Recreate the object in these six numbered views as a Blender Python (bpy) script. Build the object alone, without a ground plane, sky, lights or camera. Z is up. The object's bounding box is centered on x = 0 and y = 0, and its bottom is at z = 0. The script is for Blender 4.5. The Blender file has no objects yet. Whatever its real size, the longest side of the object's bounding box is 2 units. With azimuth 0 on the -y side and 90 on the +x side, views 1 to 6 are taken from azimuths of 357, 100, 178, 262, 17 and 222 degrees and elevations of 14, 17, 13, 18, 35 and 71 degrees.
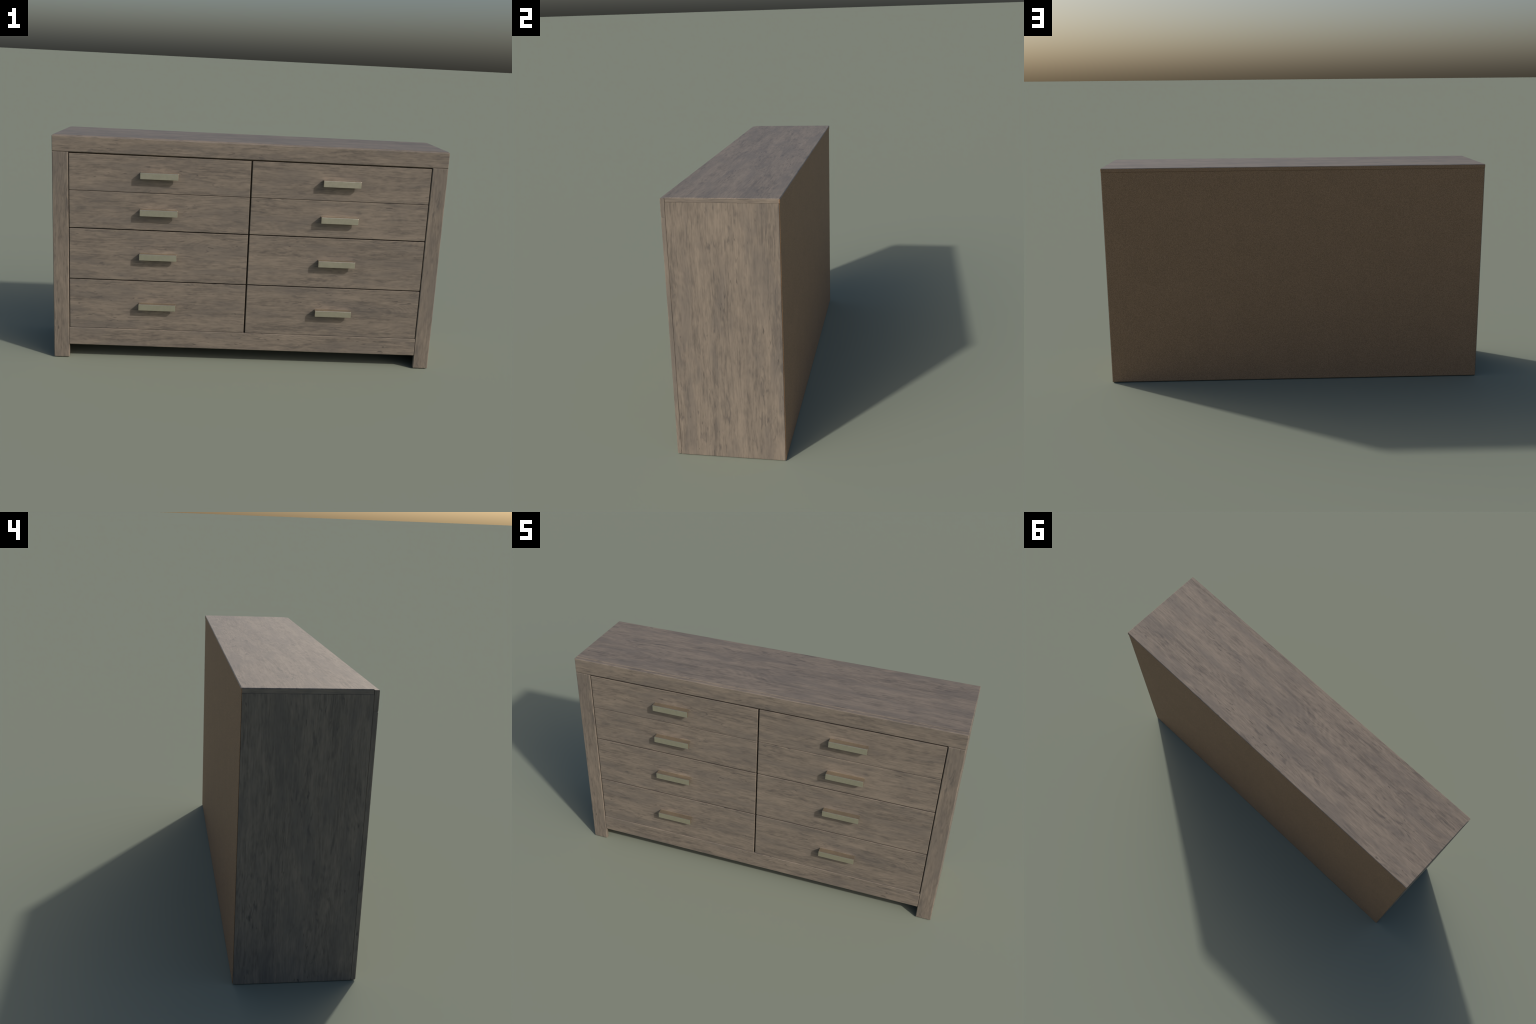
# Grey-brown wooden dresser: six-drawer case with eight drawer fronts and metal finger pulls.
import bpy, bmesh
from mathutils import Vector

# ------------------------------------------------------------------ sizes (metres)
FRONT, BACK = -0.2303, 0.2603          # face of the front frame / outer face of the back board
HALF_W = 1.0
TOP_Z = 1.1690                          # upper face of the top slab
SLAB_UNDER = 1.1495
RAIL_TOP, RAIL_UNDER = 1.1660, 1.0868   # front top rail
FRAME_T = 0.0185                        # thickness of the front frame boards
STILE_IN = 0.9200                       # inner side of the stiles
FACE = -0.2286                          # drawer fronts sit a little back
BACK_T = 0.0045                         # hardboard back
BASE_TOP, BASE_UNDER = 0.1660, 0.0718   # bottom rail
BEVEL = 0.0028

ROWS = [(0.8960, 1.0810), (0.7034, 0.8943), (0.4344, 0.6987), (0.1669, 0.4297)]
HANDLE_Z = [0.9861, 0.7974, 0.5665, 0.2977]
DRAWER_IN, DRAWER_OUT = 0.0038, 0.9162
HANDLE_X, HANDLE_W, HANDLE_H = 0.4617, 0.1908, 0.0324


# ------------------------------------------------------------------ materials
class Nodes:
    def __init__(self, name):
        self.mat = bpy.data.materials.new(name)
        self.mat.use_nodes = True
        self.t = self.mat.node_tree
        self.bsdf = self.t.nodes["Principled BSDF"]

    def new(self, kind, **kw):
        n = self.t.nodes.new(kind)
        for k, v in kw.items():
            setattr(n, k, v)
        return n

    def link(self, a, b):
        self.t.links.new(a, b)

    def put(self, sock, v):
        if hasattr(v, "is_linked") or hasattr(v, "links"):
            self.link(v, sock)
        else:
            sock.default_value = v

    def math(self, op, a, b=None, clamp=False):
        n = self.new("ShaderNodeMath", operation=op, use_clamp=clamp)
        self.put(n.inputs[0], a)
        if b is not None:
            self.put(n.inputs[1], b)
        return n.outputs[0]

    def vmath(self, op, a, b):
        n = self.new("ShaderNodeVectorMath", operation=op)
        self.put(n.inputs[0], a)
        self.put(n.inputs[1], b)
        return n.outputs[0]

    def noise(self, vec, scale, detail=2.0, rough=0.5, dist=0.0, color=False):
        n = self.new("ShaderNodeTexNoise")
        self.link(vec, n.inputs["Vector"])
        n.inputs["Scale"].default_value = scale
        n.inputs["Detail"].default_value = detail
        n.inputs["Roughness"].default_value = rough
        n.inputs["Distortion"].default_value = dist
        return n.outputs["Color" if color else "Fac"]

    def remap(self, v, a, b, lo=0.0, hi=1.0, smooth=True):
        n = self.new("ShaderNodeMapRange",
                     interpolation_type='SMOOTHSTEP' if smooth else 'LINEAR')
        self.put(n.inputs["Value"], v)
        n.inputs["From Min"].default_value = a
        n.inputs["From Max"].default_value = b
        n.inputs["To Min"].default_value = lo
        n.inputs["To Max"].default_value = hi
        return n.outputs["Result"]

    def mix(self, fac, a, b, blend='MIX'):
        n = self.new("ShaderNodeMix", data_type='RGBA', blend_type=blend)
        self.put(n.inputs["Factor"], fac)
        a_in = [s for s in n.inputs if s.name == "A" and s.type == 'RGBA'][0]
        b_in = [s for s in n.inputs if s.name == "B" and s.type == 'RGBA'][0]
        self.put(a_in, a)
        self.put(b_in, b)
        return [s for s in n.outputs if s.type == 'RGBA'][0]


def rgb(r, g, b):
    return (r, g, b, 1.0)


WOOD_MEAN = (0.200, 0.168, 0.138)


def shade(k, tint=(1, 1, 1)):
    return rgb(*(c * k * t for c, t in zip(WOOD_MEAN, tint)))


def wood(name, axis):
    """Weathered veneer; `axis` is the grain direction (0 x, 1 y, 2 z)."""
    m = Nodes(name)
    tc = m.new("ShaderNodeTexCoord")
    info = m.new("ShaderNodeObjectInfo")
    shift = m.vmath('MULTIPLY', info.outputs["Random"], (37.0, 53.0, 71.0))
    p = m.vmath('ADD', tc.outputs["Object"], shift)

    def along(f):
        """Scale coordinates so that features are 1/f times as long along the grain."""
        s = [1.0, 1.0, 1.0]
        s[axis] = f
        return s

    def layer(stretch, scale, detail=2.0, rough=0.5, dist=0.0, src=None):
        return m.noise(m.vmath('MULTIPLY', src if src is not None else p2, along(stretch)),
                       scale, detail, rough, dist)

    # wandering of the fibres
    wob = m.noise(m.vmath('MULTIPLY', p, along(0.30)), 8.0, 2.0, 0.5, color=True)
    wob = m.vmath('SUBTRACT', wob, (0.5, 0.5, 0.5))
    amt = [0.026, 0.026, 0.026]
    amt[axis] = 0.0
    p2 = m.vmath('ADD', p, m.vmath('MULTIPLY', wob, amt))

    bands = layer(0.085, 20.0)                       # broad long bands
    blot = layer(0.20, 40.0, 3.0, 0.60, 0.3)         # soft cloudy blotches
    mottle = layer(0.22, 105.0, 2.0, 0.6, 0.2)        # thumb-sized flecks
    streak = layer(0.042, 175.0, 3.0, 0.6)           # long pores
    fibre = layer(0.028, 430.0, 2.0, 0.6)            # hair lines
    # cathedral figure: contour lines of a slow stretched field
    field = layer(0.22, 6.5, 1.0, 0.4)
    rings = m.math('SINE', m.math('MULTIPLY', field, 190.0))
    ring_zone = m.remap(layer(0.4, 9.0, 1.0, src=p), 0.50, 0.66)
    rings = m.math('MULTIPLY', rings, ring_zone)
    # mineral marks, gathered in patches
    clusters = layer(0.35, 10.0, 1.0, src=p)
    patch = m.remap(clusters, 0.41, 0.60)
    spot_m = m.math('MULTIPLY', m.remap(layer(0.22, 58.0, 2.0, 0.55, 0.6), 0.57, 0.72), patch)
    pit_m = m.math('MULTIPLY', m.remap(layer(0.20, 110.0, 1.0, 0.5, 0.5), 0.68, 0.77), patch)
    pale = m.remap(layer(0.22, 38.0, 2.0, 0.6, 0.4), 0.58, 0.76)
    thread = m.remap(layer(0.035, 210.0, 1.0), 0.62, 0.74)   # pale threads along the grain

    tone = m.math('MULTIPLY', bands, 0.20)
    tone = m.math('ADD', tone, m.math('MULTIPLY', blot, 0.21))
    tone = m.math('ADD', tone, m.math('MULTIPLY', mottle, 0.22))
    tone = m.math('ADD', tone, m.math('MULTIPLY', streak, 0.23))
    tone = m.math('ADD', tone, m.math('MULTIPLY', fibre, 0.15))
    tone = m.math('ADD', tone, m.math('MULTIPLY', rings, 0.022))
    tone = m.math('ADD', tone, m.math('MULTIPLY', thread, 0.020))
    ramp = m.new("ShaderNodeValToRGB")
    m.link(tone, ramp.inputs["Fac"])
    e = ramp.color_ramp.elements
    e[0].position, e[0].color = 0.415, shade(0.70, (0.98, 1.0, 1.04))
    e[1].position, e[1].color = 0.593, shade(1.24, (1.01, 1.0, 0.98))
    mid = ramp.color_ramp.elements.new(0.50)
    mid.color = shade(1.0)
    col = ramp.outputs["Color"]
    worn = m.remap(layer(0.22, 13.0, 3.0, 0.6, 0.5), 0.46, 0.66)      # cool grey worn patches
    col = m.mix(m.math('MULTIPLY', worn, 0.55), col, shade(0.80, (0.955, 1.0, 1.075)), 'MIX')
    col = m.mix(m.math('MULTIPLY', pale, 0.32), col, shade(1.40, (1.0, 1.0, 0.95)))
    col = m.mix(m.math('MULTIPLY', spot_m, 0.60), col, shade(0.52, (0.94, 1.0, 1.13)))
    col = m.mix(m.math('MULTIPLY', pit_m, 0.65), col, shade(0.36, (0.93, 1.0, 1.12)))
    m.link(col, m.bsdf.inputs["Base Color"])

    m.bsdf.inputs["Roughness"].default_value = 0.45
    m.bsdf.inputs["Specular IOR Level"].default_value = 0.15
    h = m.math('ADD', m.math('MULTIPLY', streak, 0.5), m.math('MULTIPLY', fibre, 0.5))
    bump = m.new("ShaderNodeBump")
    bump.inputs["Strength"].default_value = 0.12
    bump.inputs["Distance"].default_value = 0.0008
    m.link(h, bump.inputs["Height"])
    m.link(bump.outputs["Normal"], m.bsdf.inputs["Normal"])
    return m.mat


def hardboard():
    m = Nodes("brown_hardboard")
    tc = m.new("ShaderNodeTexCoord")
    p = tc.outputs["Object"]
    grain = m.noise(p, 330.0, 2.0, 0.65)
    cloud = m.noise(p, 9.0, 2.0, 0.5)
    t = m.math('ADD', m.math('MULTIPLY', grain, 0.92), m.math('MULTIPLY', cloud, 0.08))
    ramp = m.new("ShaderNodeValToRGB")
    m.link(t, ramp.inputs["Fac"])
    e = ramp.color_ramp.elements
    e[0].position, e[0].color = 0.38, rgb(0.258, 0.156, 0.086)
    e[1].position, e[1].color = 0.62, rgb(0.412, 0.246, 0.142)
    m.link(ramp.outputs["Color"], m.bsdf.inputs["Base Color"])
    m.bsdf.inputs["Roughness"].default_value = 0.7
    m.bsdf.inputs["Specular IOR Level"].default_value = 0.3
    return m.mat


def nickel():
    m = Nodes("brushed_nickel")
    tc = m.new("ShaderNodeTexCoord")
    info = m.new("ShaderNodeObjectInfo")
    p = m.vmath('ADD', tc.outputs["Object"],
                m.vmath('MULTIPLY', info.outputs["Random"], (11.0, 23.0, 31.0)))
    cloud = m.noise(p, 70.0, 2.0, 0.6)
    col = m.mix(m.remap(cloud, 0.3, 0.7), rgb(0.745, 0.675, 0.56), rgb(0.79, 0.715, 0.595))
    m.link(col, m.bsdf.inputs["Base Color"])
    m.bsdf.inputs["Metallic"].default_value = 1.0
    m.link(m.remap(cloud, 0.3, 0.7, 0.30, 0.34), m.bsdf.inputs["Roughness"])
    return m.mat


def raw_board():
    m = Nodes("raw_inner_board")
    tc = m.new("ShaderNodeTexCoord")
    g = m.noise(tc.outputs["Object"], 220.0, 2.0, 0.6)
    col = m.mix(g, rgb(0.10, 0.075, 0.05), rgb(0.15, 0.115, 0.08))
    m.link(col, m.bsdf.inputs["Base Color"])
    m.bsdf.inputs["Roughness"].default_value = 0.8
    return m.mat


WOOD_X, WOOD_Y, WOOD_Z = (wood("weathered_wood_lengthwise", 0),
                          wood("weathered_wood_crosswise", 1),
                          wood("weathered_wood_upright", 2))
HARDBOARD, NICKEL, RAW = hardboard(), nickel(), raw_board()

# ------------------------------------------------------------------ builders
root = bpy.data.objects.new("dresser", None)
bpy.context.scene.collection.objects.link(root)
root["label"] = "wide grey-brown wooden dresser with eight drawer fronts and metal pulls"
root["category"] = "dresser"


def add(name, mesh, loc=(0, 0, 0), parent=root, kind=None):
    ob = bpy.data.objects.new(name, mesh)
    bpy.context.scene.collection.objects.link(ob)
    ob.location = loc
    ob.parent = parent
    if kind:
        ob["kind"] = kind
    return ob


def bevelled(bm, width, segments=2, edges=None):
    if width > 0:
        bmesh.ops.bevel(bm, geom=edges if edges is not None else bm.edges[:], offset=width,
                        segments=segments, profile=0.5, affect='EDGES', clamp_overlap=True)
    bm.normal_update()


def board(name, x, y, z, mats, bevel=BEVEL, segments=1, pick=None, parent=root, ease=None, cut_y=None):
    """A board filling the ranges x, y, z, origin at its centre, all edges eased.
    `pick(normal, centre)` chooses the material slot of a face; `ease(a, b)` which edges are eased
    (a, b: signs of the end corners); `cut_y` splits the faces at that depth."""
    c = Vector(((x[0] + x[1]) / 2, (y[0] + y[1]) / 2, (z[0] + z[1]) / 2))
    bm = bmesh.new()
    bmesh.ops.create_cube(bm, size=1.0)
    ed = [e for e in bm.edges if ease is None or ease(*(v.co * 2 for v in e.verts))]
    for v in bm.verts:
        v.co = Vector((v.co.x * (x[1] - x[0]), v.co.y * (y[1] - y[0]), v.co.z * (z[1] - z[0])))
    bevelled(bm, bevel, segments, ed)
    if cut_y is not None:
        bmesh.ops.bisect_plane(bm, geom=bm.verts[:] + bm.edges[:] + bm.faces[:],
                               plane_co=(0, cut_y - c.y, 0), plane_no=(0, 1, 0))
        bm.normal_update()
    if pick:
        for f in bm.faces:
            f.material_index = pick(f.normal, f.calc_center_median() + c)
    me = bpy.data.meshes.new(name)
    bm.to_mesh(me)
    bm.free()
    for mt in mats:
        me.materials.append(mt)
    base = parent.location if parent is not root else Vector((0, 0, 0))
    return add(name, me, c - base, parent)


# ------------------------------------------------------------------ case
SEAM = FRONT + FRAME_T                      # where the frame meets slab and sides
PANEL_BACK = BACK - BACK_T
GAP = 0.0005


def front_edge(a, b):
    return a.y < 0 and b.y < 0


def not_inner(a, b):
    """every edge of the slab but the lower ones"""
    return not (a.z < 0 and b.z < 0)


def slab_slot(n, centre):
    if centre.y > PANEL_BACK and n.z < 0.6:
        return 2
    return 1 if abs(n.x) > 0.8 else 0


board("top_panel", (-HALF_W, HALF_W), (SEAM + GAP, BACK), (SLAB_UNDER + GAP, TOP_Z),
      [WOOD_X, WOOD_Y, HARDBOARD], pick=slab_slot, ease=not_inner, cut_y=PANEL_BACK)
board("top_rail", (-HALF_W, HALF_W), (FRONT, SEAM), (RAIL_UNDER + GAP, RAIL_TOP),
      [WOOD_X, WOOD_Z], pick=lambda n, q: 1 if abs(n.x) > 0.8 else 0, ease=front_edge)
for s in (-1, 1):
    board("stile", sorted((s * HALF_W, s * STILE_IN)), (FRONT, SEAM), (0.0, RAIL_UNDER), [WOOD_Z], bevel=0.0032,
          ease=lambda a, b: front_edge(a, b) or (a.z < 0 and b.z < 0))
    board("side_panel", sorted((s * HALF_W - (0.0007 if s > 0 else 0.0), s * (HALF_W - 0.028))), (SEAM + GAP, PANEL_BACK),
          (0.0, SLAB_UNDER), [WOOD_Z], bevel=0.0012)
board("bottom_rail", (-STILE_IN + 0.0003, STILE_IN - 0.0003), (FRONT + 0.0002, SEAM), (BASE_UNDER, BASE_TOP), [WOOD_X])
board("back_panel", (-0.9970, 0.9970), (PANEL_BACK + 0.0002, BACK - 0.0018), (0.0022, SLAB_UNDER), [HARDBOARD],
      bevel=0.0012, segments=1)
board("bottom_panel", (-0.971, 0.971), (SEAM + 0.001, PANEL_BACK - 0.001), (0.085, 0.100), [RAW], bevel=0.001, segments=1)
board("inner_divider", (-0.014, 0.014), (SEAM + 0.008, PANEL_BACK - 0.001), (0.1002, SLAB_UNDER - 0.001), [RAW],
      bevel=0.001, segments=1)

board("inner_top_rail", (-0.970, 0.970), (SEAM + 0.002, SEAM + 0.020), (1.066, SLAB_UNDER - 0.001), [RAW],
      bevel=0.001, segments=1)
for s in (-1, 1):
    board("inner_side_rail", sorted((s * 0.900, s * 0.9715)), (SEAM + 0.002, SEAM + 0.020), (0.1002, 1.0655), [RAW],
          bevel=0.001, segments=1)

# ------------------------------------------------------------------ pulls: angle profile, top plate + thick lip
def pull_mesh():
    depth = BACK + FACE + 0.0002            # from drawer face out to the front of the pull
    lip, plate = 0.0140, 0.0055
    h = HANDLE_H / 2
    prof = [(0.0, h), (-depth, h), (-depth, -h), (-depth + lip, -h), (-depth + lip, h - plate), (0.0, h - plate)]
    bm = bmesh.new()
    ends = []
    for sx in (-1, 1):
        ends.append([bm.verts.new((sx * HANDLE_W / 2, y, z)) for y, z in prof])
    n = len(prof)
    bm.faces.new(ends[0])
    bm.faces.new(list(reversed(ends[1])))
    for i in range(n):
        j = (i + 1) % n
        bm.faces.new((ends[0][j], ends[0][i], ends[1][i], ends[1][j]))
    bmesh.ops.recalc_face_normals(bm, faces=bm.faces[:])
    # ease every edge except those against the drawer face
    ed = [e for e in bm.edges if not all(abs(v.co.y) < 1e-6 for v in e.verts)]
    bevelled(bm, 0.0014, 2, ed)
    me = bpy.data.meshes.new("handle")
    bm.to_mesh(me)
    bm.free()
    me.materials.append(NICKEL)
    return me


PULL = pull_mesh()

# ------------------------------------------------------------------ drawer fronts
for (z0, z1), hz in zip(ROWS, HANDLE_Z):
    for s in (-1, 1):
        d = board("drawer_front", sorted((s * DRAWER_IN, s * DRAWER_OUT)), (FACE, SEAM), (z0, z1), [WOOD_X], bevel=0.0019)
        h = add("handle", PULL, Vector((s * HANDLE_X, FACE + 0.0002, hz)) - d.location, d)
